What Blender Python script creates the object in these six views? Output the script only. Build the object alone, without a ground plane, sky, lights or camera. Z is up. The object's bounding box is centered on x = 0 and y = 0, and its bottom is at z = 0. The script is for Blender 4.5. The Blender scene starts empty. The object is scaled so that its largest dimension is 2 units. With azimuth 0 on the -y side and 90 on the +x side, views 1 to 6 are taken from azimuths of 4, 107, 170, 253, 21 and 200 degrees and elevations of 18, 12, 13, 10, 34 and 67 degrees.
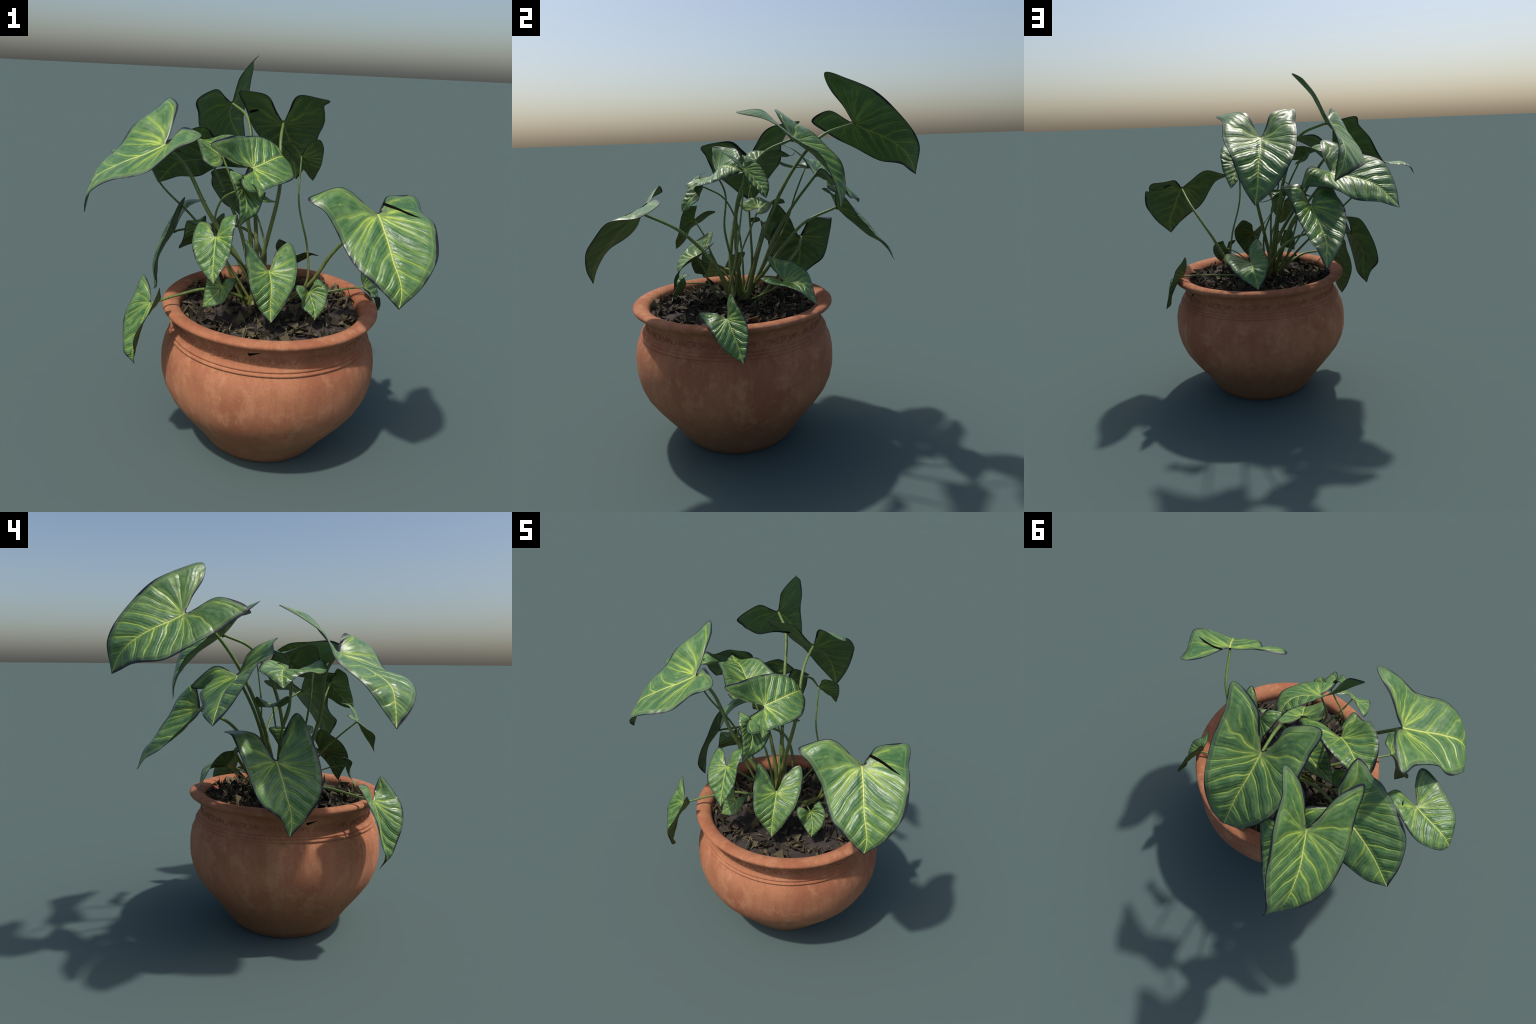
"""A potted arrowhead vine: terracotta bowl, soil with bark mulch, petioles and heart-shaped veined leaves."""
import bpy, math, random
import numpy as np
from mathutils import Vector

rng = np.random.default_rng(7)
random.seed(7)
POT_X, POT_Y = 0.107, -0.219          # axis of the pot
SOIL_Z = 0.742

# ------------------------------------------------------------------ helpers
def new_obj(name, data, parent=None, at=(0, 0, 0)):
    o = bpy.data.objects.new(name, data)
    bpy.context.scene.collection.objects.link(o)
    o.parent = parent
    o.location = at
    return o

def mesh_from(name, verts, faces, smooth=True):
    me = bpy.data.meshes.new(name)
    me.from_pydata([tuple(map(float, v)) for v in verts], [], [tuple(map(int, f)) for f in faces])
    me.polygons.foreach_set("use_smooth", [smooth] * len(me.polygons))
    me.update()
    return me

def catmull(points, per=10):
    """Catmull-Rom curve through the points."""
    p = np.asarray(points, float)
    p = np.vstack([2 * p[0] - p[1], p, 2 * p[-1] - p[-2]])
    out = []
    for i in range(1, len(p) - 2):
        t = np.linspace(0, 1, per, endpoint=False)[:, None]
        a, b, c, d = p[i - 1:i + 3]
        out.append(.5 * (2 * b + (c - a) * t + (2 * a - 5 * b + 4 * c - d) * t * t + (3 * b - a - 3 * c + d) * t ** 3))
    out.append(p[-2:-1])
    return np.vstack(out)

def resample(poly, n):
    d = np.r_[0, np.cumsum(np.linalg.norm(np.diff(poly, axis=0), axis=1))]
    t = np.linspace(0, d[-1], n)
    return np.stack([np.interp(t, d, poly[:, i]) for i in range(poly.shape[1])], 1)

def tube(path, radii, sides=10, cap=True):
    """Tube along a path with a radius at every point (parallel transport frame)."""
    path = np.asarray(path, float)
    tan = np.gradient(path, axis=0)
    tan /= np.linalg.norm(tan, axis=1)[:, None]
    n = np.cross(tan[0], [0.3, 0.9, 0.1]); n /= np.linalg.norm(n)
    V, F = [], []
    a = np.linspace(0, 2 * np.pi, sides, endpoint=False)
    for i, (p, t, r) in enumerate(zip(path, tan, radii)):
        n = n - t * (n @ t); n /= np.linalg.norm(n)
        b = np.cross(t, n)
        for x in a:
            V.append(p + r * (np.cos(x) * n + np.sin(x) * b))
    m = len(path)
    for i in range(m - 1):
        for j in range(sides):
            k = (j + 1) % sides
            F.append((i * sides + j, i * sides + k, (i + 1) * sides + k, (i + 1) * sides + j))
    if cap:
        F.append(tuple(range(sides))[::-1])
        F.append(tuple(range((m - 1) * sides, m * sides)))
    return np.array(V), F

# ------------------------------------------------------------------ node maths
class Val:
    """A socket with operators, so shading formulas read as formulas."""
    def __init__(self, g, s): self.g, self.s = g, s
    def _m(self, op, *a, **k): return self.g.math(op, self, *a, **k)
    def __add__(self, o): return self._m('ADD', o)
    __radd__ = __add__
    def __sub__(self, o): return self._m('SUBTRACT', o)
    def __rsub__(self, o): return self.g.math('SUBTRACT', o, self)
    def __mul__(self, o): return self._m('MULTIPLY', o)
    __rmul__ = __mul__
    def __truediv__(self, o): return self._m('DIVIDE', o)
    def abs(self): return self._m('ABSOLUTE')
    def clamp(self): return self._m('ADD', 0.0, clamp=True)

class Graph:
    def __init__(self, name):
        self.mat = bpy.data.materials.new(name)
        self.mat.use_nodes = True
        self.t = self.mat.node_tree
        self.t.nodes.clear()
        self.out = self.t.nodes.new('ShaderNodeOutputMaterial')
        self.tc = self.t.nodes.new('ShaderNodeTexCoord')
    def put(self, sock, v):
        if isinstance(v, Val): self.t.links.new(v.s, sock)
        else: sock.default_value = v
    def math(self, op, *a, clamp=False):
        n = self.t.nodes.new('ShaderNodeMath'); n.operation = op; n.use_clamp = clamp
        for i, v in enumerate(a): self.put(n.inputs[i], v)
        return Val(self, n.outputs[0])
    def coord(self, which): return Val(self, self.tc.outputs[which])
    def split(self, v):
        n = self.t.nodes.new('ShaderNodeSeparateXYZ'); self.put(n.inputs[0], v)
        return [Val(self, o) for o in n.outputs]
    def join(self, x, y, z):
        n = self.t.nodes.new('ShaderNodeCombineXYZ')
        for i, v in enumerate((x, y, z)): self.put(n.inputs[i], v)
        return Val(self, n.outputs[0])
    def mapping(self, v, scale=(1, 1, 1), loc=(0, 0, 0)):
        n = self.t.nodes.new('ShaderNodeMapping')
        self.put(n.inputs['Vector'], v)
        n.inputs['Scale'].default_value = scale; n.inputs['Location'].default_value = loc
        return Val(self, n.outputs[0])
    def noise(self, v, scale, detail=3, rough=.5, dist=0., dims='3D', w=None):
        n = self.t.nodes.new('ShaderNodeTexNoise'); n.noise_dimensions = dims
        self.put(n.inputs['Vector'], v)
        n.inputs['Scale'].default_value = scale; n.inputs['Detail'].default_value = detail
        n.inputs['Roughness'].default_value = rough; n.inputs['Distortion'].default_value = dist
        if w is not None: self.put(n.inputs['W'], w)
        return Val(self, n.outputs['Fac'])
    def random(self):
        n = self.t.nodes.new('ShaderNodeObjectInfo')
        return Val(self, n.outputs['Random'])
    def step(self, v, lo, hi, a=0., b=1., kind='SMOOTHSTEP'):
        n = self.t.nodes.new('ShaderNodeMapRange'); n.interpolation_type = kind
        for i, x in enumerate((v, lo, hi, a, b)): self.put(n.inputs[i], x)
        return Val(self, n.outputs[0])
    def mix(self, f, a, b, blend='MIX'):
        n = self.t.nodes.new('ShaderNodeMix'); n.data_type = 'RGBA'; n.blend_type = blend
        self.put(n.inputs[0], f)
        for i, v in ((6, a), (7, b)):
            if isinstance(v, Val): self.put(n.inputs[i], v)
            else: n.inputs[i].default_value = (*v, 1)
        return Val(self, n.outputs[2])
    def bump(self, h, strength, distance, normal=None):
        n = self.t.nodes.new('ShaderNodeBump')
        self.put(n.inputs['Height'], h)
        n.inputs['Strength'].default_value = strength; n.inputs['Distance'].default_value = distance
        if normal is not None: self.put(n.inputs['Normal'], normal)
        return Val(self, n.outputs[0])
    def surface(self, colour, rough, normal=None, spec=.5, **more):
        n = self.t.nodes.new('ShaderNodeBsdfPrincipled')
        if isinstance(colour, Val): self.put(n.inputs['Base Color'], colour)
        else: n.inputs['Base Color'].default_value = (*colour, 1)
        self.put(n.inputs['Roughness'], rough)
        self.put(n.inputs['Specular IOR Level'], spec)
        if normal is not None: self.put(n.inputs['Normal'], normal)
        for k, v in more.items(): self.put(n.inputs[k.replace('_', ' ')], v)
        self.t.links.new(n.outputs[0], self.out.inputs['Surface'])
        return self.mat

# ------------------------------------------------------------------ leaf blade: flat blank
# The blank is one heart / arrowhead blade of unit midrib length: petiole joint at the origin, tip at (0,-1).
# x grows to the right lobe, y to the lobes; it is lens-shaped (thins to the margin).
BLANK = dict(N=(0, 0), M=(0, -.5), T=(0, -1))
for key, (x, y) in dict(I=(.19, .36), A=(.42, .60), O=(.54, .33), W=(.53, 0.), M=(.41, -.42), E=(.20, -.78)).items():
    BLANK['L' + key] = (-x, y)
    BLANK['R' + key] = (x, y)
KEYS = list(BLANK)
CTRL = np.array([BLANK[k] for k in KEYS], float)
LENS = .12                      # depth from the margin over which the blank thickens

def half_blade(n_in=26, n_out=84, nt=15):
    """Right half of the blade as a strip grid from a spine (lobe vein + midrib) to the margin."""
    whole = catmull([(0., .03), (.045, .045), (.085, .13)] + [BLANK[k] for k in ('RI', 'RA', 'RO', 'RW', 'RM', 'RE', 'T')], 12)
    inner, outer = resample(whole[:4 * 12 + 1], n_in), resample(whole[4 * 12:], n_out)
    lobe = catmull([(0., 0.), (.12, .19), (.36, .46)])
    s_in = resample(lobe, n_in)
    d = np.r_[0, np.cumsum(np.linalg.norm(np.diff(outer, axis=0), axis=1))]; d /= d[-1]
    cut = .30                    # share of the outer margin served by the lobe vein
    lobe_r = resample(lobe[::-1], 200)
    mid = np.stack([np.zeros(200), np.linspace(0, -1, 200)], 1)
    s_out = np.array([[np.interp(min(x, cut) / cut, np.linspace(0, 1, 200), lobe_r[:, i]) if x < cut else
                       np.interp(((x - cut) / (1 - cut)) ** 1.0, np.linspace(0, 1, 200), mid[:, i]) for i in (0, 1)] for x in d])
    margin = np.vstack([inner, outer[1:]]); spine = np.vstack([s_in, s_out[1:]])
    t = np.linspace(0, 1, nt) ** .85
    t[-2] = 1 - .02
    return spine[:, None] * (1 - t[None, :, None]) + margin[:, None] * t[None, :, None], margin

GRID, MARGIN = half_blade()

def margin_distance(P):
    full = np.vstack([MARGIN, MARGIN[::-1] * [-1, 1]])
    a, b = full[:-1], full[1:]
    ab = b - a
    out = np.empty(len(P))
    for i, p in enumerate(P):
        t = np.clip(((p - a) * ab).sum(1) / np.maximum((ab * ab).sum(1), 1e-12), 0, 1)
        out[i] = np.sqrt((((a + ab * t[:, None]) - p) ** 2).sum(1).min())
    return out

def blank_mesh():
    """Points, margin distances and faces of one face of the blade (both halves welded on the midrib)."""
    n, m, _ = GRID.shape
    P = GRID.reshape(-1, 2)
    P = np.vstack([P, P * [-1, 1]])
    key, idx, uniq = {}, [], []
    for p in P:
        k = (round(p[0], 5) + 0., round(p[1], 5) + 0.)
        if k not in key: key[k] = len(uniq); uniq.append(p)
        idx.append(key[k])
    idx = np.array(idx); U = np.array(uniq)
    F = []
    for h in (0, 1):
        o = h * n * m
        for i in range(n - 1):
            for j in range(m - 1):
                q = [idx[o + a] for a in (i * m + j, i * m + j + 1, (i + 1) * m + j + 1, (i + 1) * m + j)]
                q = [v for k, v in enumerate(q) if v != q[k - 1]]
                if len(set(q)) < 3: continue
                x, y = U[q, 0], U[q, 1]
                area = (x * np.roll(y, -1) - y * np.roll(x, -1)).sum()
                if abs(area) < 1e-9: continue
                F.append(q if area > 0 else q[::-1])
    return U, F

BP, BF = blank_mesh()
BD = margin_distance(BP)
count = {}
for f in BF:
    for a, b in zip(f, f[1:] + f[:1]): count[(a, b)] = 1
RIM_EDGES = [(a, b) for (a, b) in count if (b, a) not in count]
BXMAX, BYMIN, BYMAX = abs(BP[:, 0]).max(), BP[:, 1].min(), BP[:, 1].max()

# ---- vein system, the same formula in the mesh relief and in the material
SLOPE, SPACE, FAN = .76, .190, .278

def vein_coords(x, y):
    ax = abs(x)
    ys = y + SLOPE * ax
    phi = np.arctan2(ys, np.maximum(ax, 1e-6))
    r = np.hypot(ax, ys)
    return np.where(ys > 0, phi / FAN, ys / SPACE), np.where(ys > 0, r * FAN, SPACE)

def relief(P, D):
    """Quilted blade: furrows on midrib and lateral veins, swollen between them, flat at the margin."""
    x, y = P[:, 0], P[:, 1]
    q, s = vein_coords(x, y)
    q = q + .22 * np.sin(5 * x + 3 * y) + .15 * np.sin(9 * y - 4 * x)
    f = abs(q - np.round(q)) * 2
    swell = np.sqrt(np.clip(f, 0, 1)) * np.clip(s / SPACE, 0, 1)
    mid = -np.exp(-(x / .035) ** 2) * (y < .02)
    fade = np.clip(D / .09, 0, 1) * np.clip(abs(x) / .08, 0, 1)
    pucker = np.sin(21 * x + 9 * y + 2 * np.sin(7 * y)) * np.sin(17 * y - 8 * abs(x) + 1.5 * np.sin(9 * x))
    return .0125 * swell * fade + .0032 * pucker * np.clip(D / .06, 0, 1) + 0. * mid
RELIEF = relief(BP, BD)

# ---- thin-plate bending of the blank onto a leaf's key points
def phi_(r): return np.where(r > 1e-9, r * r * np.log(np.maximum(r, 1e-9)), 0.)

def bend_matrix(Q):
    n = len(CTRL)
    A = np.zeros((n + 3, n + 3))
    A[:n, :n] = phi_(np.linalg.norm(CTRL[:, None] - CTRL[None], axis=-1))
    A[:n, n] = 1; A[:n, n + 1:] = CTRL; A[n, :n] = 1; A[n + 1:, :n] = CTRL.T
    B = np.hstack([phi_(np.linalg.norm(Q[:, None] - CTRL[None], axis=-1)), np.ones((len(Q), 1)), Q])
    return (B @ np.linalg.inv(A))[:, :n]
BEND = bend_matrix(BP)
EPS = 1e-3
BEND_X = (bend_matrix(BP + [EPS, 0]) - bend_matrix(BP - [EPS, 0])) / (2 * EPS)
BEND_Y = (bend_matrix(BP + [0, EPS]) - bend_matrix(BP - [0, EPS])) / (2 * EPS)

def build_leaf(keys, parent, parent_at, mats, rnd):
    C = np.array([keys[k] for k in KEYS])
    size = np.linalg.norm(C[KEYS.index('N')] - C[KEYS.index('T')])
    size = max(size, .9 * np.mean([np.linalg.norm(C[KEYS.index('N')] - C[KEYS.index('M')]), np.linalg.norm(C[KEYS.index('M')] - C[KEYS.index('T')])]) * 2)
    S = BEND @ C
    nrm = np.cross(BEND_X @ C, BEND_Y @ C)
    nrm /= np.maximum(np.linalg.norm(nrm, axis=1), 1e-9)[:, None]
    x, y = BP[:, 0], BP[:, 1]
    # slight waviness of the margin, different on every leaf
    wave = .012 * np.sin(9 * y + 5 * abs(x) + 6.28 * rnd) * np.clip(1 - BD / .2, 0, 1) * np.clip(abs(x) / .2, 0, 1)
    S = S + nrm * (size * (RELIEF + .75 * wave))[:, None]
    thick = np.clip(.0012 + .006 * size, .0016, .0040) * (.55 + .45 * np.clip(BD / .1, 0, 1))
    top, bot = S + nrm * thick[:, None] / 2, S - nrm * thick[:, None] / 2
    n = len(BP)
    lens = np.clip(BD, 0, LENS)
    rest = np.vstack([np.c_[BP, lens], np.c_[BP, -lens]])
    F = [list(f) for f in BF] + [[v + n for v in f[::-1]] for f in BF] + [[b, a, a + n, b + n] for a, b in RIM_EDGES]
    # the rim of the blank needs its own vertices so that it stays on z = 0 of the lens
    me = mesh_from('leaf', rest, F)
    me.materials.append(mats[0]); me.materials.append(mats[1])
    mi = [0] * len(BF) * 2 + [1] * len(RIM_EDGES)
    me.polygons.foreach_set('material_index', mi)
    at = C[0]
    o = new_obj('leaf', me, parent, tuple(at - parent_at))
    o.shape_key_add(name='flat_blank')
    k = o.shape_key_add(name='grown_pose')
    k.data.foreach_set('co', (np.vstack([top, bot]) - at).ravel())
    k.value = 1.0
    return o, size

def build_dark_wedge(C, parent, parent_at, a, b, width, face, size):
    """A thin black wedge laid on the blade, from the wide end a to the point b (blank coordinates)."""
    a, b = np.array(a), np.array(b)
    d = b - a; side = np.array([-d[1], d[0]]) / np.linalg.norm(d)
    t = np.linspace(0, 1, 9)
    w = width * np.sin(np.pi * np.clip(.28 + .72 * t, 0, 1)) ** .9
    mid = a + t[:, None] * d
    rows = [mid + side * w[:, None] / 2, mid - side * w[:, None] / 2]
    top = []
    for Q in rows:
        P = bend_matrix(Q) @ C
        n = np.cross((bend_matrix(Q + [EPS, 0]) - bend_matrix(Q - [EPS, 0])) @ C, (bend_matrix(Q + [0, EPS]) - bend_matrix(Q - [0, EPS])) @ C)
        n /= np.linalg.norm(n, axis=1)[:, None]
        top.append((P + face * n * (.0022 + .010 * size), P + face * n * .0002))
    V = np.vstack([top[0][0], top[1][0], top[0][1], top[1][1]])
    m = len(t); F = []
    for k in range(m - 1):
        F += [(k, k + 1, m + k + 1, m + k), (2 * m + k, 3 * m + k, 3 * m + k + 1, 2 * m + k + 1),
              (k, 2 * m + k, 2 * m + k + 1, k + 1), (m + k, m + k + 1, 3 * m + k + 1, 3 * m + k)]
    F += [(0, m, 3 * m, 2 * m), (m - 1, 3 * m - 1, 4 * m - 1, 2 * m - 1)]
    me = mesh_from('leaf_dark_wedge', V - parent_at, F)
    me.materials.append(M_GAP)
    new_obj('leaf_dark_wedge', me, parent)

# dark wedges: index of the leaf, wide end, point, width, face (1 upper, -1 lower)
DARK_WEDGES = [(6, (.095, .155), (.46, .05), .040, 1), (19, (-.34, .12), (-.24, .16), .022, 1), (1, (.50, .12), (.36, .16), .028, -1)]

# ------------------------------------------------------------------ materials
def leaf_material():
    g = Graph('leaf_blade')
    gx, gy, gz = g.split(g.coord('Generated'))
    x = (gx - .5) * (2 * BXMAX)
    y = gy * (BYMAX - BYMIN) + BYMIN
    edge = (gz - .5).abs() * (2 * LENS)              # distance from the margin, up to LENS
    under = g.step(gz, .499, .5, 1., 0.)
    flat = g.join(x, y, g.random() * 40.)
    n1 = g.noise(flat, 3.2, 2)
    n2 = g.noise(flat, 9., 4, .6)
    n3 = g.noise(flat, 34., 3, .6)
    side = g.math('SIGN', x)
    flat_side = g.join(x, y, g.random() * 40. + side * 7.)
    warp = g.noise(flat_side, 2.3, 2) - .5
    jag = g.noise(flat_side, 14., 2) - .5
    ax = x.abs()
    ys = y + ax * SLOPE
    phi = g.math('ARCTAN2', ys, g.math('MAXIMUM', ax, 1e-4))
    r = g.math('SQRT', ax * ax + ys * ys)
    up = g.math('GREATER_THAN', ys, 0.)
    q0 = up * (phi / FAN) + (1. - up) * (ys / SPACE)
    spacing = up * (r * FAN) + (1. - up) * SPACE
    q = q0 + warp * 1.2 + jag * .05
    def line(qq, sp, w, soft):
        d = (qq - g.math('ROUND', qq)).abs() * sp
        return g.step(d, w, w + soft, 1., 0.), d
    main, dmain = line(q, spacing, .0022, .013)
    halo, _ = line(q, spacing, .0, .048)
    fine, _ = line(q * 4. + jag * .25, spacing / 4., .001, .010)
    q2 = q0 * 1.6 + warp * 2.6 + side * .37 + jag * .35
    branch, _ = line(q2, spacing / 1.6, .001, .011)
    gaps = g.step(g.noise(flat_side, 6.5, 2), .50, .66)
    # every vein has its own strength
    which = g.math('ROUND', q)
    tone = g.noise(g.join(which * .73, side * 3.1, g.random() * 17.), 3., 0)
    tone = g.math('MAXIMUM', g.step(tone, .32, .60, .40, 1.), g.step(which, 3.2, 3.8))
    fade = g.step(ax, .02, .50, 1., .42)
    mid_w = g.step(y, -1., .0, .002, .0065, 'LINEAR')
    on_mid = g.math('LESS_THAN', y, .02)
    mid = g.step(ax, mid_w, mid_w + .009, 1., 0.) * on_mid
    midglow = g.step(ax, 0., .06, 1., 0.) * on_mid
    ring = g.step((edge - .055 - jag * .02).abs(), .003, .016, 1., 0.)
    centre = g.step(g.math('SQRT', ax * ax + (y + .1) * (y + .1)), .0, .62, 1., 0.)
    rim_zone = g.step(edge, .045, .085, 1., 0.)
    inside = 1. - rim_zone * .75
    deep, mid_g, pale, dull = (.027, .090, .036), (.062, .150, .046), (.130, .232, .078), (.082, .136, .066)
    col = g.mix(g.step(n2, .38, .66), mid_g, pale)
    col = g.mix(g.step(dmain / g.math('MAXIMUM', spacing, .02), .18, .46) * (centre * .45 + .18) * inside, col, deep)
    col = g.mix(rim_zone * .85, col, dull)
    col = g.mix(g.step(n1, .45, .75) * .35, col, (.032, .105, .038))
    yellow, lime = (.46, .56, .085), (.20, .335, .055)
    col = g.mix(g.math('MAXIMUM', halo * tone * fade, midglow) * (.22 + n2 * .55) * inside, col, lime)
    col = g.mix(fine * .28 * inside * (n3 * .8 + .2), col, lime)
    col = g.mix(branch * gaps * .75 * inside, col, (.27, .40, .065))
    col = g.mix(ring * .5 * (.3 + n2), col, lime)
    col = g.mix((main * tone * fade * inside * (.35 + n3 * .5 + centre * .25)).clamp(), col, yellow)
    col = g.mix(mid * .95, col, (.50, .56, .14))
    col = g.mix(under * .45, col, (.095, .145, .045))  # underside colour lightened to match its brightness on the shaded side
    brown = g.step(g.noise(flat, 5.5, 4, .7), .70, .80) * .5
    col = g.mix(brown * g.step(edge, .0, .05, 1., .15), col, (.15, .085, .035))
    lobed = g.noise(flat_side, 2.6, 1)
    dark = g.step(edge - jag * .010 - g.step(lobed, .42, .66) * .020, .003, .008, 1., 0.)
    col = g.mix(dark, col, (.010, .011, .016))
    # relief: laterals sunk, blade swollen in between, little wrinkles along the veins
    f = dmain / g.math('MAXIMUM', spacing, .01) * 2.
    swell = g.math('SQRT', f.abs().clamp()) * g.step(spacing, 0., .12) * g.step(ax, .01, .07)
    wr, _ = line(q * 4. + jag * .3, spacing / 4., .0, .022)
    h = swell * .8 + (1. - wr) * .13 * inside - mid * .45 + n2 * .34
    bump = g.bump(h * g.step(edge, 0., .06, .25, 1.), .72, .010)
    rough = .30 + n2 * .16 + under * .22
    return g.surface(col, rough, bump, spec=.5 - under * .2)

def margin_material():
    g = Graph('leaf_margin')
    return g.surface((.012, .013, .018), .5, spec=.3)

def petiole_material():
    g = Graph('petiole_skin')
    p = g.coord('Object')
    gx, gy, gz = g.split(g.coord('Generated'))
    streak = g.noise(g.mapping(p, (60, 60, 8)), 3., 3)
    col = g.mix(g.step(gz, .05, .95), (.150, .175, .040), (.150, .245, .070))
    col = g.mix(g.step(streak, .35, .7), col, (.095, .105, .028))
    col = g.mix(g.step(g.noise(p, 6., 2), .5, .75) * .6, col, (.20, .285, .075))
    return g.surface(col, .45, g.bump(streak, .3, .002), spec=.4)

def terracotta_material():
    g = Graph('terracotta')
    p = g.coord('Object')
    x, y, z = g.split(p)
    big = g.noise(g.mapping(p, (1, 1, .8)), 3.2, 4, .55)
    blot = g.noise(g.mapping(p, (1, 1, .75)), 11., 7, .70)
    streak = g.noise(g.mapping(p, (1, 1, .12)), 26., 4, .6)
    grain = g.noise(p, 190., 3, .6)
    speck = g.noise(p, 75., 2, .5)
    col = g.mix(g.step(big, .35, .65), (.358, .129, .064), (.455, .190, .097))
    col = g.mix(g.step(blot, .48, .66) * .62, col, (.56, .270, .140))
    col = g.mix(g.step(streak, .48, .70) * .34, col, (.300, .115, .056))
    col = g.mix(g.step(streak, .50, .28) * .16, col, (.54, .270, .150))
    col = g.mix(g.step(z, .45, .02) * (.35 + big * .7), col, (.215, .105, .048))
    moss = g.step(g.noise(p, 5., 5, .65), .52, .70) * g.step(z, .62, .2)
    col = g.mix(moss * .45, col, (.215, .140, .075))
    band = g.step((z - .69).abs(), .02, .05, 1., 0.)
    col = g.mix(band * .25, col, (.33, .135, .066))
    col = g.mix(g.step(speck, .70, .78) * .5, col, (.60, .40, .28))
    col = g.mix(g.step(grain, .3, .7) * .25, col, (.26, .11, .065), 'MULTIPLY')
    h = grain * .3 + blot * .5 + streak * .5
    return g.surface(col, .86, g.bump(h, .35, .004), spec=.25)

def soil_material():
    g = Graph('dark_soil')
    p = g.coord('Object')
    n, f = g.noise(p, 9., 5, .65), g.noise(p, 70., 4, .65)
    col = g.mix(g.step(n, .35, .65), (.034, .028, .026), (.070, .057, .051))
    col = g.mix(g.step(f, .5, .72) * .5, col, (.040, .033, .034))
    return g.surface(col, .92, g.bump(f + n, .7, .008), spec=.15)

def chip_material():
    g = Graph('bark_chip')
    p = g.coord('Object')
    r = g.random()
    gr = g.noise(g.mapping(p, (1, 7, 1)), 60., 3, .6)
    col = g.mix(g.step(r, .25, .95), (.030, .025, .016), (.160, .132, .072))
    col = g.mix(g.step(gr, .4, .75) * .6, col, (.050, .043, .028))
    return g.surface(col, .8, g.bump(gr, .4, .002), spec=.2)

M_LEAF, M_EDGE, M_STEM = leaf_material(), margin_material(), petiole_material()
M_POT, M_SOIL, M_CHIP = terracotta_material(), soil_material(), chip_material()

# ------------------------------------------------------------------ the thing
plant = new_obj('potted_plant', None, None, (POT_X, POT_Y, 0))
plant['label'] = 'arrowhead vine with yellow-veined leaves in a terracotta bowl'
plant['category'] = 'potted plant'
PLANT_AT = np.array([POT_X, POT_Y, 0.])

# ------------------------------------------------------------------ pot: lathe profile (radius, height)
PROFILE_LOW = [(0.0, .012), (.20, .012), (.25, .0), (.290, .0), (.298, .006), (.302, .014), (.312, .020), (.328, .04), (.345, .064), (.383, .12), (.431, .18),
               (.477, .24), (.518, .30), (.544, .36), (.557, .42), (.559, .47), (.557, .52), (.546, .575), (.531, .605)]
PROFILE_BEADS = [(.5195, .6215), (.517, .6245), (.5235, .6275), (.5245, .632), (.5215, .6365), (.5125, .639), (.5105, .6415), (.5145, .645), (.5140, .650), (.5085, .654), (.5020, .6565), (.499, .661)]
PROFILE_NECK = [(.492, .672), (.4885, .685), (.4885, .705), (.490, .718), (.495, .732), (.504, .744)]
PROFILE_RIM = [(.520, .754), (.537, .762), (.549, .771), (.555, .780), (.5545, .789), (.547, .796), (.534, .800), (.516, .801),
               (.497, .797), (.481, .790), (.470, .779), (.464, .762), (.461, .735), (.460, .68), (.42, .67), (0.0, .67)]

def lathe(profile, segs, wobble):
    V, F = [], []
    m = len(profile)
    for j in range(segs):
        a = 2 * math.pi * j / segs
        for i, (r, z) in enumerate(profile):
            w = wobble(a, z) * min(1, max(0, (.66 - z) / .1)) if r > .2 else 0.
            V.append(((r + w) * math.cos(a), (r + w) * math.sin(a), z))
    for j in range(segs):
        k = (j + 1) % segs
        for i in range(m - 1):
            F.append((j * m + i, k * m + i, k * m + i + 1, j * m + i + 1))
    return V, F

def hand_thrown(a, z):
    return .0022 * math.sin(2 * a + 4 * z) + .0014 * math.sin(5 * a - 9 * z + 1) + .0010 * math.sin(11 * a + 3)

pv, pf = lathe(PROFILE_LOW + PROFILE_BEADS + PROFILE_NECK + PROFILE_RIM, 120, hand_thrown)
pot_me = mesh_from('pot', pv, pf)
pot_me.materials.append(M_POT)
pot = new_obj('pot', pot_me, plant)
mod = pot.modifiers.new('weld', 'WELD'); mod.merge_threshold = 1e-5

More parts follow.
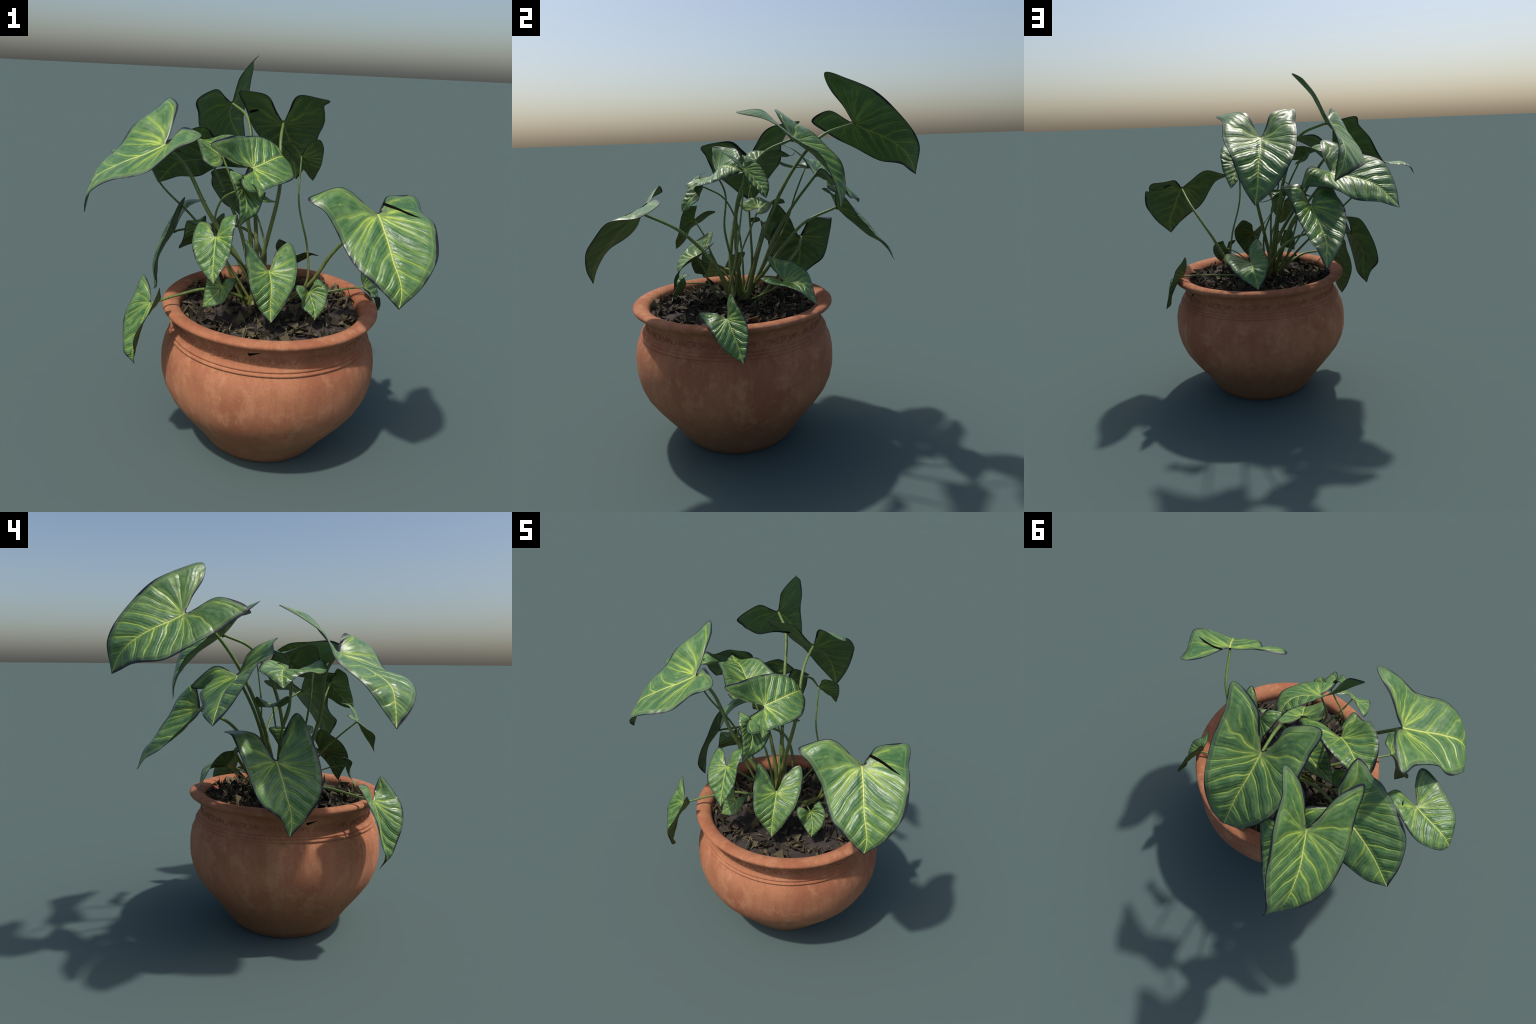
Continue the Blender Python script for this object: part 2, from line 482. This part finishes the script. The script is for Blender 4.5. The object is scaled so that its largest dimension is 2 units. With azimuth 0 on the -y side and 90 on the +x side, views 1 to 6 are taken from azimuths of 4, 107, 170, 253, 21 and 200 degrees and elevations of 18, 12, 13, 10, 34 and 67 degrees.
# ---- scrolled relief around the neck: rosette with a leafy scroll to each side
def scroll_motif():
    strokes = []
    a = np.linspace(0, 2 * np.pi, 19)
    strokes.append((np.c_[.0115 * np.cos(a), .0105 * np.sin(a)], .0034))
    strokes.append((np.c_[.0045 * np.cos(a), .0045 * np.sin(a)], .0030))
    for s in (-1, 1):
        t = np.linspace(0, 1, 26)
        ang = t * 2.6 * np.pi
        rad = .016 * (1 - .78 * t)
        spiral = np.c_[s * (.070 - rad * np.cos(ang)), -.002 + rad * np.sin(ang) * .9]
        stem = catmull([(s * .016, -.014), (s * .030, -.016), (s * .044, -.011), spiral[0]], 6)
        strokes.append((np.vstack([stem, spiral[1:]]), .0034))
        strokes.append((catmull([(s * .015, .006), (s * .025, .014), (s * .036, .012), (s * .041, .003), (s * .033, -.002)], 6), .0024))
        strokes.append((catmull([(s * .085, .010), (s * .096, .004), (s * .103, -.010), (s * .110, -.014)], 6), .0022))
    for k in range(6):
        b = math.pi * (k + .5) / 6
        strokes.append((np.array([[.014 * math.cos(b), .013 * math.sin(b)], [.0185 * math.cos(b), .0175 * math.sin(b)]]), .0022))
    V, F = [], []
    for poly, w in strokes:
        ang = poly[:, 0] / .488
        z = .689 + poly[:, 1]
        R = np.interp(z, [.662, .672, .685, .705, .718, .73], [.497, .492, .4885, .4885, .492, .5]) + .0017
        path = np.c_[R * np.sin(ang), -R * np.cos(ang), z]
        v, f = tube(path, np.r_[.4, np.ones(len(path) - 2), .4] * w if len(path) > 2 else [w, w * .6], 6)
        f = [[q + len(V) for q in face] for face in f]
        V += list(v); F += f
    return mesh_from('scroll_relief', V, F)

motif = scroll_motif()
motif.materials.append(M_POT)
MOTIFS = 13
for i in range(MOTIFS):
    o = new_obj('scroll_relief', motif, pot)
    o.rotation_euler = (0, 0, 2 * math.pi * (i + .1) / MOTIFS)

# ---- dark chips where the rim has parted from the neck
def gap_material():
    g = Graph('open_gap')
    return g.surface((.004, .0035, .003), .95, spec=.05)
M_GAP = gap_material()
for start, span in ((-97.5, 7.2), (172.5, 7.6), (22.0, 4.6)):
    V = []
    for lift in (.0012, -.003):
        for ang, z in ((start, .722), (start + span, .732), (start + span * .1, .708)):
            r = np.interp(z, [.705, .718, .732], [.4885, .490, .495]) + lift
            V.append((r * math.cos(math.radians(ang)), r * math.sin(math.radians(ang)), z))
    me = mesh_from('rim_gap', V, [(0, 1, 2), (5, 4, 3), (0, 3, 4, 1), (1, 4, 5, 2), (2, 5, 3, 0)], smooth=False)
    me.materials.append(M_GAP)
    new_obj('rim_gap', me, pot)

# ------------------------------------------------------------------ soil
def soil_height(x, y):
    r = math.hypot(x, y)
    return .006 * math.sin(9 * x + 2) * math.cos(8 * y) + .004 * math.sin(23 * x - 11 * y) + .003 * math.sin(41 * y + 17 * x) + .012 * max(0, 1 - r / .2)

sv, sf = [(0, 0, soil_height(0, 0))], []
RINGS, SEGS = 34, 110
for i in range(1, RINGS + 1):
    r = .463 * i / RINGS
    for j in range(SEGS):
        a = 2 * math.pi * j / SEGS
        x, y = r * math.cos(a), r * math.sin(a)
        sv.append((x, y, soil_height(x, y) + random.uniform(-.0025, .0025)))
for j in range(SEGS):
    sf.append((0, 1 + j, 1 + (j + 1) % SEGS))
for i in range(RINGS - 1):
    for j in range(SEGS):
        a, b = 1 + i * SEGS + j, 1 + i * SEGS + (j + 1) % SEGS
        sf.append((a, a + SEGS, b + SEGS, b))
soil_me = mesh_from('soil', sv, sf)
soil_me.materials.append(M_SOIL)
soil = new_obj('soil', soil_me, plant, (0, 0, SOIL_Z))

# ---- mulch: splintered bark and dry leaf shards
def shard(n, length, width, curl):
    """Closed thin shard, pointed, bent along its length; each with its own outline."""
    pts = []
    for k in range(n):
        a = 2 * math.pi * k / n + random.uniform(-.3, .3)
        rr = random.uniform(.8, 1.)
        pts.append((length * rr * math.cos(a), width * rr * math.sin(a)))
    th = random.uniform(.0008, .0016)
    bend = lambda x, y: curl * (x / length) ** 2 * length + .25 * curl * y
    V = [(x, y, bend(x, y) + th) for x, y in pts] + [(x, y, bend(x, y) - th) for x, y in pts]
    V += [(0, 0, th), (0, 0, -th)]
    F = []
    for k in range(n):
        m = (k + 1) % n
        F += [(2 * n, k, m), (2 * n + 1, n + m, n + k), (k, n + k, n + m, m)]
    return V, F

shards = []
for k in range(16):
    if k % 4 == 3: v, f = shard(4, random.uniform(.034, .046), .0045, random.uniform(-.3, .5))       # splinter
    else: v, f = shard(random.choice((3, 3, 3, 3, 4)), random.uniform(.030, .048), random.uniform(.017, .032), random.uniform(-.5, .7))
    me = mesh_from('mulch_chip', v, f, smooth=False)
    me.materials.append(M_CHIP)
    shards.append((me, v, f))

def drop():
    while True:
        r = .455 * math.sqrt(random.random())
        a = random.uniform(0, 2 * math.pi)
        x, y = r * math.cos(a), r * math.sin(a)
        dens = .50 + .50 * min(1, max(0, (y + .25) / .35)) + .35 * (r > .36)     # thicker at the back and along the wall
        if random.random() < dens: break
    lift = random.uniform(.002, .012) + (.022 * random.random() if y > .0 else 0) + .015 * (r > .38) * random.random()
    rot = (random.gauss(0, .95), random.gauss(0, .95), random.uniform(0, 6.28))
    sc = random.uniform(.75, 1.45)
    return (x, y, soil_height(x, y) + .009 + lift), rot, sc

for i in range(300):
    at, rot, sc = drop()
    o = new_obj('mulch_chip', shards[i % 16][0], soil, at)
    o.rotation_euler = rot
    o.scale = (sc, sc, sc)

from mathutils import Euler
lv, lf = [], []
for i in range(260):
    at, rot, sc = drop()
    sc *= .8
    me, v, f = shards[random.randrange(16)]
    R = Euler(rot).to_matrix()
    b = len(lv)
    lv += [R @ (Vector(p) * sc) + Vector(at) - Vector((0, 0, .004)) for p in v]
    lf += [[q + b for q in face] for face in f]
litter_me = mesh_from('mulch_litter', lv, lf, smooth=False)

def litter_material():
    g = Graph('bark_litter')
    p = g.coord('Object')
    n = g.noise(p, 38., 1)
    gr = g.noise(p, 180., 3, .6)
    col = g.mix(g.step(n, .35, .68), (.030, .025, .017), (.140, .116, .066))
    col = g.mix(g.step(gr, .45, .75) * .5, col, (.045, .038, .026))
    return g.surface(col, .85, g.bump(gr, .4, .002), spec=.2)
litter_me.materials.append(litter_material())
litter = new_obj('mulch_litter', litter_me, soil)
litter['kind'] = 'stuff'

# ------------------------------------------------------------------ the leaves: key points of every grown blade (metres)
# N petiole joint, M middle of the midrib, T tip; on the left and right half: I inner lobe, A lobe tip, O outer lobe, W widest, M lower margin, E near the tip
LEAVES = [
    dict(N=(-0.206, 0.420, 1.739), M=(-0.236, 0.617, 1.643), T=(-0.153, 0.759, 1.459), LI=(-0.140, 0.313, 1.909), RI=(-0.277, 0.266, 1.819),
         LA=(-0.051, 0.289, 1.998), RA=(-0.353, 0.147, 1.764), LO=(-0.088, 0.394, 1.973), RO=(-0.374, 0.247, 1.688), LW=(-0.102, 0.536, 1.905),
         RW=(-0.389, 0.370, 1.615), LM=(-0.142, 0.684, 1.767), RM=(-0.379, 0.553, 1.526), LE=(-0.170, 0.776, 1.601), RE=(-0.270, 0.689, 1.500)),
    dict(N=(0.111, 0.148, 1.665), M=(0.158, 0.333, 1.517), T=(0.197, 0.415, 1.317), LI=(0.180, 0.013, 1.810), RI=(0.025, 0.040, 1.802),
         LA=(0.332, -0.071, 1.806), RA=(-0.109, 0.013, 1.828), LO=(0.319, 0.058, 1.768), RO=(-0.103, 0.108, 1.754), LW=(0.332, 0.179, 1.693),
         RW=(-0.087, 0.229, 1.683), LM=(0.310, 0.330, 1.592), RM=(-0.024, 0.372, 1.546), LE=(0.259, 0.405, 1.429), RE=(0.093, 0.427, 1.404)),
    dict(N=(-0.294, 0.181, 1.452), M=(-0.505, 0.300, 1.389), T=(-0.638, 0.385, 1.253), LI=(-0.140, 0.260, 1.499), RI=(-0.256, 0.111, 1.569),
         LA=(-0.068, 0.363, 1.396), RA=(-0.287, -0.011, 1.631), LO=(-0.133, 0.281, 1.387), RO=(-0.384, 0.031, 1.604), LW=(-0.256, 0.356, 1.378),
         RW=(-0.488, 0.073, 1.554), LM=(-0.372, 0.367, 1.314), RM=(-0.616, 0.197, 1.493), LE=(-0.524, 0.400, 1.288), RE=(-0.650, 0.298, 1.345)),
    dict(N=(-0.437, -0.275, 1.565), M=(-0.702, -0.389, 1.438), T=(-0.802, -0.392, 1.237), LI=(-0.404, -0.126, 1.739), RI=(-0.322, -0.363, 1.664),
         LA=(-0.479, 0.039, 1.769), RA=(-0.218, -0.491, 1.642), LO=(-0.535, -0.037, 1.723), RO=(-0.334, -0.529, 1.582), LW=(-0.632, -0.113, 1.631),
         RW=(-0.434, -0.533, 1.482), LM=(-0.725, -0.161, 1.504), RM=(-0.585, -0.572, 1.446), LE=(-0.796, -0.282, 1.375), RE=(-0.751, -0.502, 1.333)),
    dict(N=(-0.004, -0.330, 1.490), M=(0.106, -0.239, 1.534), T=(0.135, -0.120, 1.504), LI=(-0.050, -0.439, 1.462), RI=(-0.111, -0.382, 1.525),
         LA=(-0.019, -0.528, 1.429), RA=(-0.189, -0.420, 1.599), LO=(0.031, -0.462, 1.400), RO=(-0.118, -0.388, 1.634), LW=(0.108, -0.407, 1.427),
         RW=(-0.072, -0.301, 1.632), LM=(0.189, -0.299, 1.443), RM=(0.008, -0.202, 1.622), LE=(0.178, -0.187, 1.481), RE=(0.096, -0.144, 1.575)),
    dict(N=(0.220, -0.077, 1.524), M=(0.253, -0.006, 1.451), T=(0.289, 0.056, 1.378), LI=(0.250, -0.129, 1.593), RI=(0.181, -0.102, 1.588),
         LA=(0.294, -0.179, 1.620), RA=(0.119, -0.118, 1.584), LO=(0.321, -0.133, 1.594), RO=(0.129, -0.066, 1.566), LW=(0.330, -0.080, 1.554),
         RW=(0.150, -0.016, 1.534), LM=(0.325, -0.034, 1.482), RM=(0.187, 0.032, 1.475), LE=(0.305, 0.014, 1.418), RE=(0.246, 0.058, 1.422)),
    dict(N=(0.576, -0.501, 1.340), M=(0.642, -0.660, 1.171), T=(0.673, -0.734, 0.997), LI=(0.406, -0.477, 1.450), RI=(0.633, -0.373, 1.405),
         LA=(0.264, -0.537, 1.411), RA=(0.754, -0.299, 1.402), LO=(0.336, -0.592, 1.365), RO=(0.788, -0.399, 1.343), LW=(0.409, -0.611, 1.250),
         RW=(0.818, -0.530, 1.320), LM=(0.493, -0.717, 1.151), RM=(0.826, -0.636, 1.207), LE=(0.610, -0.747, 1.064), RE=(0.760, -0.707, 1.088)),
    dict(N=(-0.138, -0.542, 1.202), M=(-0.137, -0.604, 1.109), T=(-0.125, -0.669, 1.022), LI=(-0.178, -0.482, 1.248), RI=(-0.113, -0.510, 1.280),
         LA=(-0.231, -0.439, 1.242), RA=(-0.055, -0.482, 1.298), LO=(-0.244, -0.488, 1.212), RO=(-0.047, -0.541, 1.287), LW=(-0.246, -0.545, 1.177),
         RW=(-0.055, -0.586, 1.236), LM=(-0.220, -0.614, 1.124), RM=(-0.064, -0.610, 1.149), LE=(-0.170, -0.636, 1.054), RE=(-0.097, -0.653, 1.077)),
    dict(N=(0.105, -0.429, 1.018), M=(0.124, -0.530, 0.943), T=(0.134, -0.575, 0.817), LI=(0.039, -0.374, 1.087), RI=(0.128, -0.338, 1.089),
         LA=(-0.019, -0.377, 1.152), RA=(0.188, -0.284, 1.126), LO=(-0.011, -0.448, 1.118), RO=(0.227, -0.335, 1.083), LW=(0.003, -0.519, 1.069),
         RW=(0.238, -0.407, 1.037), LM=(0.037, -0.587, 0.972), RM=(0.226, -0.493, 0.962), LE=(0.075, -0.563, 0.873), RE=(0.177, -0.546, 0.876)),
    dict(N=(0.302, -0.409, 0.921), M=(0.329, -0.449, 0.862), T=(0.335, -0.491, 0.807), LI=(0.276, -0.439, 0.959), RI=(0.320, -0.411, 0.971),
         LA=(0.234, -0.446, 0.966), RA=(0.339, -0.371, 0.979), LO=(0.244, -0.473, 0.939), RO=(0.367, -0.395, 0.965), LW=(0.267, -0.483, 0.903),
         RW=(0.390, -0.414, 0.934), LM=(0.271, -0.453, 0.854), RM=(0.387, -0.444, 0.880), LE=(0.310, -0.490, 0.840), RE=(0.360, -0.470, 0.834)),
    dict(N=(-0.458, -0.486, 0.832), M=(-0.517, -0.514, 0.640), T=(-0.544, -0.492, 0.499), LI=(-0.477, -0.441, 0.916), RI=(-0.400, -0.523, 0.877),
         LA=(-0.522, -0.364, 0.932), RA=(-0.391, -0.560, 0.944), LO=(-0.550, -0.393, 0.865), RO=(-0.412, -0.618, 0.878), LW=(-0.584, -0.427, 0.792),
         RW=(-0.457, -0.655, 0.795), LM=(-0.608, -0.454, 0.677), RM=(-0.505, -0.628, 0.673), LE=(-0.588, -0.498, 0.563), RE=(-0.518, -0.568, 0.554)),
    dict(N=(-0.111, -0.496, 0.956), M=(-0.152, -0.506, 0.895), T=(-0.198, -0.521, 0.846), LI=(-0.125, -0.480, 1.006), RI=(-0.086, -0.514, 0.998),
         LA=(-0.140, -0.437, 1.002), RA=(-0.048, -0.492, 0.990), LO=(-0.170, -0.462, 1.008), RO=(-0.048, -0.528, 0.970), LW=(-0.185, -0.498, 0.985),
         RW=(-0.070, -0.543, 0.932), LM=(-0.194, -0.479, 0.930), RM=(-0.105, -0.540, 0.878), LE=(-0.197, -0.501, 0.880), RE=(-0.162, -0.537, 0.860)),
    dict(N=(-0.131, 0.334, 1.284), M=(-0.167, 0.512, 1.120), T=(-0.133, 0.654, 0.992), LI=(-0.073, 0.341, 1.404), RI=(-0.180, 0.275, 1.376),
         LA=(0.031, 0.322, 1.403), RA=(-0.276, 0.224, 1.375), LO=(0.012, 0.397, 1.351), RO=(-0.294, 0.300, 1.321), LW=(-0.013, 0.456, 1.278),
         RW=(-0.311, 0.398, 1.269), LM=(-0.046, 0.523, 1.181), RM=(-0.281, 0.500, 1.159), LE=(-0.094, 0.606, 1.091), RE=(-0.197, 0.612, 1.060)),
    dict(N=(-0.457, 0.034, 1.054), M=(-0.543, 0.013, 0.901), T=(-0.569, 0.004, 0.710), LI=(-0.386, 0.124, 1.188), RI=(-0.411, -0.018, 1.189),
         LA=(-0.314, 0.247, 1.188), RA=(-0.371, -0.094, 1.276), LO=(-0.436, 0.247, 1.184), RO=(-0.422, -0.144, 1.190), LW=(-0.518, 0.219, 1.075),
         RW=(-0.461, -0.178, 1.071), LM=(-0.595, 0.156, 0.895), RM=(-0.522, -0.175, 0.903), LE=(-0.582, 0.046, 0.797), RE=(-0.526, -0.086, 0.776)),
    dict(N=(0.609, -0.058, 0.838), M=(0.679, 0.011, 0.750), T=(0.723, 0.057, 0.668), LI=(0.591, -0.134, 0.859), RI=(0.580, -0.068, 0.903),
         LA=(0.621, -0.195, 0.864), RA=(0.589, -0.046, 0.960), LO=(0.639, -0.162, 0.819), RO=(0.619, -0.011, 0.926), LW=(0.685, -0.118, 0.805),
         RW=(0.653, 0.033, 0.890), LM=(0.702, -0.065, 0.738), RM=(0.686, 0.072, 0.813), LE=(0.696, 0.002, 0.680), RE=(0.712, 0.071, 0.727)),
    dict(N=(0.201, 0.112, 0.927), M=(0.197, 0.227, 0.905), T=(0.183, 0.285, 0.806), LI=(0.275, 0.063, 0.972), RI=(0.200, 0.043, 1.003),
         LA=(0.341, 0.026, 0.974), RA=(0.145, 0.004, 1.051), LO=(0.354, 0.085, 0.948), RO=(0.119, 0.065, 1.029), LW=(0.333, 0.155, 0.936),
         RW=(0.130, 0.142, 1.022), LM=(0.300, 0.232, 0.893), RM=(0.105, 0.221, 0.952), LE=(0.234, 0.259, 0.838), RE=(0.140, 0.258, 0.859)),
    dict(N=(-0.181, -0.136, 1.519), M=(-0.272, -0.042, 1.565), T=(-0.356, 0.047, 1.587), LI=(-0.060, -0.179, 1.511), RI=(-0.162, -0.223, 1.483),
         LA=(0.037, -0.177, 1.509), RA=(-0.186, -0.310, 1.479), LO=(0.003, -0.112, 1.550), RO=(-0.247, -0.273, 1.507), LW=(-0.073, -0.070, 1.587),
         RW=(-0.286, -0.233, 1.587), LM=(-0.170, -0.007, 1.606), RM=(-0.356, -0.139, 1.601), LE=(-0.278, 0.036, 1.570), RE=(-0.377, -0.026, 1.563)),
    dict(N=(-0.032, -0.426, 1.411), M=(-0.012, -0.509, 1.334), T=(-0.035, -0.572, 1.265), LI=(-0.038, -0.448, 1.473), RI=(0.018, -0.460, 1.434),
         LA=(-0.096, -0.437, 1.490), RA=(0.044, -0.488, 1.387), LO=(-0.090, -0.478, 1.469), RO=(0.070, -0.448, 1.403), LW=(-0.066, -0.514, 1.441),
         RW=(0.059, -0.414, 1.361), LM=(-0.044, -0.540, 1.382), RM=(0.040, -0.471, 1.311), LE=(-0.032, -0.567, 1.318), RE=(-0.012, -0.521, 1.276)),
    dict(N=(-0.033, -0.089, 1.292), M=(-0.124, -0.037, 1.299), T=(-0.216, 0.012, 1.298), LI=(0.047, -0.081, 1.277), RI=(0.011, -0.149, 1.277),
         LA=(0.107, -0.049, 1.271), RA=(0.031, -0.194, 1.316), LO=(0.061, -0.014, 1.281), RO=(-0.027, -0.198, 1.310), LW=(0.009, 0.000, 1.321),
         RW=(-0.080, -0.168, 1.337), LM=(-0.076, 0.010, 1.341), RM=(-0.146, -0.108, 1.334), LE=(-0.160, 0.019, 1.321), RE=(-0.191, -0.044, 1.295)),
    dict(N=(-0.622, 0.043, 1.482), M=(-0.740, 0.110, 1.489), T=(-0.825, 0.140, 1.414), LI=(-0.502, 0.009, 1.504), RI=(-0.579, -0.052, 1.500),
         LA=(-0.437, 0.106, 1.484), RA=(-0.577, -0.125, 1.531), LO=(-0.500, 0.093, 1.523), RO=(-0.646, -0.126, 1.501), LW=(-0.573, 0.143, 1.520),
         RW=(-0.715, -0.085, 1.475), LM=(-0.678, 0.199, 1.482), RM=(-0.789, -0.003, 1.478), LE=(-0.784, 0.191, 1.462), RE=(-0.816, 0.082, 1.461)),
    dict(N=(-0.248, -0.146, 1.135), M=(-0.328, -0.116, 1.060), T=(-0.404, -0.096, 0.994), LI=(-0.189, -0.107, 1.189), RI=(-0.250, -0.164, 1.203),
         LA=(-0.173, -0.025, 1.187), RA=(-0.252, -0.228, 1.198), LO=(-0.172, -0.049, 1.136), RO=(-0.294, -0.212, 1.164), LW=(-0.199, -0.072, 1.084),
         RW=(-0.345, -0.175, 1.174), LM=(-0.274, -0.063, 1.043), RM=(-0.359, -0.181, 1.093), LE=(-0.350, -0.072, 1.014), RE=(-0.389, -0.141, 1.027)),
]

# petioles: points from the crown in the soil up to the joint
PETIOLES = [
    [Vector((0.045, -0.169, 0.745)), Vector((0.004, -0.062, 1.135)), Vector((-0.038, 0.081, 1.453)), Vector((-0.090, 0.247, 1.665)), Vector((-0.205, 0.421, 1.740))],
    [Vector((0.001, -0.199, 0.745)), Vector((0.070, -0.199, 1.080)), Vector((0.121, -0.155, 1.364)), Vector((0.108, -0.023, 1.583)), Vector((0.111, 0.148, 1.665))],
    [Vector((0.029, -0.188, 0.745)), Vector((-0.023, -0.096, 0.918)), Vector((-0.083, -0.024, 1.105)), Vector((-0.182, 0.066, 1.282)), Vector((-0.293, 0.181, 1.452))],
    [Vector((0.076, -0.221, 0.746)), Vector((-0.054, -0.284, 1.011)), Vector((-0.213, -0.291, 1.252)), Vector((-0.332, -0.259, 1.460)), Vector((-0.437, -0.275, 1.566))],
    [Vector((0.026, -0.199, 0.745)), Vector((0.014, -0.246, 0.967)), Vector((-0.005, -0.294, 1.173)), Vector((-0.060, -0.300, 1.359)), Vector((-0.006, -0.331, 1.490))],
    [Vector((0.132, -0.212, 0.744)), Vector((0.283, -0.174, 0.861)), Vector((0.284, -0.128, 1.050)), Vector((0.224, -0.107, 1.285)), Vector((0.220, -0.078, 1.524))],
    [Vector((0.083, -0.180, 0.744)), Vector((0.291, -0.166, 0.855)), Vector((0.408, -0.194, 1.054)), Vector((0.521, -0.311, 1.237)), Vector((0.575, -0.501, 1.340))],
    [Vector((0.040, -0.213, 0.745)), Vector((0.017, -0.302, 0.884)), Vector((-0.018, -0.385, 1.012)), Vector((-0.085, -0.459, 1.115)), Vector((-0.139, -0.542, 1.202))],
    [Vector((0.061, -0.267, 0.745)), Vector((0.083, -0.325, 0.802)), Vector((0.094, -0.365, 0.872)), Vector((0.095, -0.389, 0.950)), Vector((0.105, -0.429, 1.018))],
    [Vector((0.059, -0.211, 0.745)), Vector((0.132, -0.248, 0.806)), Vector((0.194, -0.282, 0.870)), Vector((0.250, -0.337, 0.908)), Vector((0.302, -0.409, 0.921))],
    [Vector((0.048, -0.161, 0.747)), Vector((-0.085, -0.241, 0.813)), Vector((-0.216, -0.318, 0.860)), Vector((-0.337, -0.399, 0.851)), Vector((-0.458, -0.486, 0.831))],
    [Vector((-0.015, -0.200, 0.745)), Vector((-0.035, -0.262, 0.829)), Vector((-0.050, -0.327, 0.901)), Vector((-0.077, -0.407, 0.940)), Vector((-0.111, -0.496, 0.956))],
    [Vector((0.025, -0.232, 0.746)), Vector((-0.008, -0.078, 0.907)), Vector((-0.037, 0.043, 1.069)), Vector((-0.075, 0.165, 1.205)), Vector((-0.131, 0.334, 1.284))],
    [Vector((0.087, -0.122, 0.746)), Vector((0.046, 0.036, 0.922)), Vector((-0.049, 0.125, 1.055)), Vector((-0.226, 0.105, 1.090)), Vector((-0.456, 0.034, 1.054))],
    [Vector((0.026, -0.210, 0.745)), Vector((0.177, -0.175, 0.778)), Vector((0.326, -0.137, 0.800)), Vector((0.469, -0.094, 0.825)), Vector((0.609, -0.058, 0.838))],
    [Vector((0.026, -0.196, 0.745)), Vector((0.071, -0.115, 0.784)), Vector((0.115, -0.037, 0.827)), Vector((0.158, 0.040, 0.875)), Vector((0.201, 0.112, 0.927))],
    [Vector((0.026, -0.170, 0.745)), Vector((0.000, -0.135, 0.956)), Vector((-0.031, -0.146, 1.162)), Vector((-0.100, -0.169, 1.349)), Vector((-0.180, -0.135, 1.519))],
    [Vector((-0.021, -0.199, 0.745)), Vector((-0.125, -0.237, 0.974)), Vector((-0.183, -0.283, 1.178)), Vector((-0.144, -0.343, 1.331)), Vector((-0.033, -0.425, 1.412))],
    [Vector((0.052, -0.222, 0.745)), Vector((0.070, -0.204, 0.895)), Vector((0.069, -0.176, 1.038)), Vector((0.030, -0.130, 1.167)), Vector((-0.032, -0.089, 1.292))],
    [Vector((0.024, -0.194, 0.745)), Vector((-0.157, -0.095, 0.958)), Vector((-0.341, -0.021, 1.151)), Vector((-0.520, -0.003, 1.317)), Vector((-0.622, 0.043, 1.482))],
    [Vector((0.023, -0.204, 0.745)), Vector((-0.046, -0.188, 0.842)), Vector((-0.114, -0.172, 0.939)), Vector((-0.181, -0.158, 1.037)), Vector((-0.248, -0.146, 1.135))],
]

for i, (keys, path) in enumerate(zip(LEAVES, PETIOLES)):
    size0 = np.linalg.norm(np.array(keys['N']) - np.array(keys['T']))
    path = np.array(path, float)
    path[0, 2] = SOIL_Z - .01
    joint, mid = np.array(keys['N']), np.array(keys['M'])
    curve = catmull(list(path), 14)
    # run a little way along the underside of the midrib
    along = joint + (mid - joint) * .06
    C = np.array([keys[k] for k in KEYS])
    nx = (bend_matrix(np.array([[EPS, -.03]])) - bend_matrix(np.array([[-EPS, -.03]]))) @ C
    ny = (bend_matrix(np.array([[0., -.03 + EPS]])) - bend_matrix(np.array([[0., -.03 - EPS]]))) @ C
    nn = np.cross(nx[0], ny[0]); nn /= np.linalg.norm(nn)
    rb = .0024 + .0195 * size0
    r_end = rb * .55
    curve[-1] = joint - nn * r_end * 1.15
    curve = np.vstack([curve, along - nn * r_end * .9])
    u = np.linspace(0, 1, len(curve))
    radii = rb * (1.18 - .55 * u ** .8)
    radii *= 1 + .35 * np.exp(-(u / .06) ** 2)                   # sheath at the crown
    radii[-1] *= .5
    at = path[0]
    v, f = tube(curve - at, radii, 12)
    me = mesh_from('petiole', v, f)
    me.materials.append(M_STEM)
    pet = new_obj('petiole', me, plant, tuple(at - PLANT_AT))
    build_leaf(keys, pet, at, (M_LEAF, M_EDGE), (i * .618) % 1)
    for n, a, b, width, face in DARK_WEDGES:
        if n == i: build_dark_wedge(C, pet, at, a, b, width, face, size0)
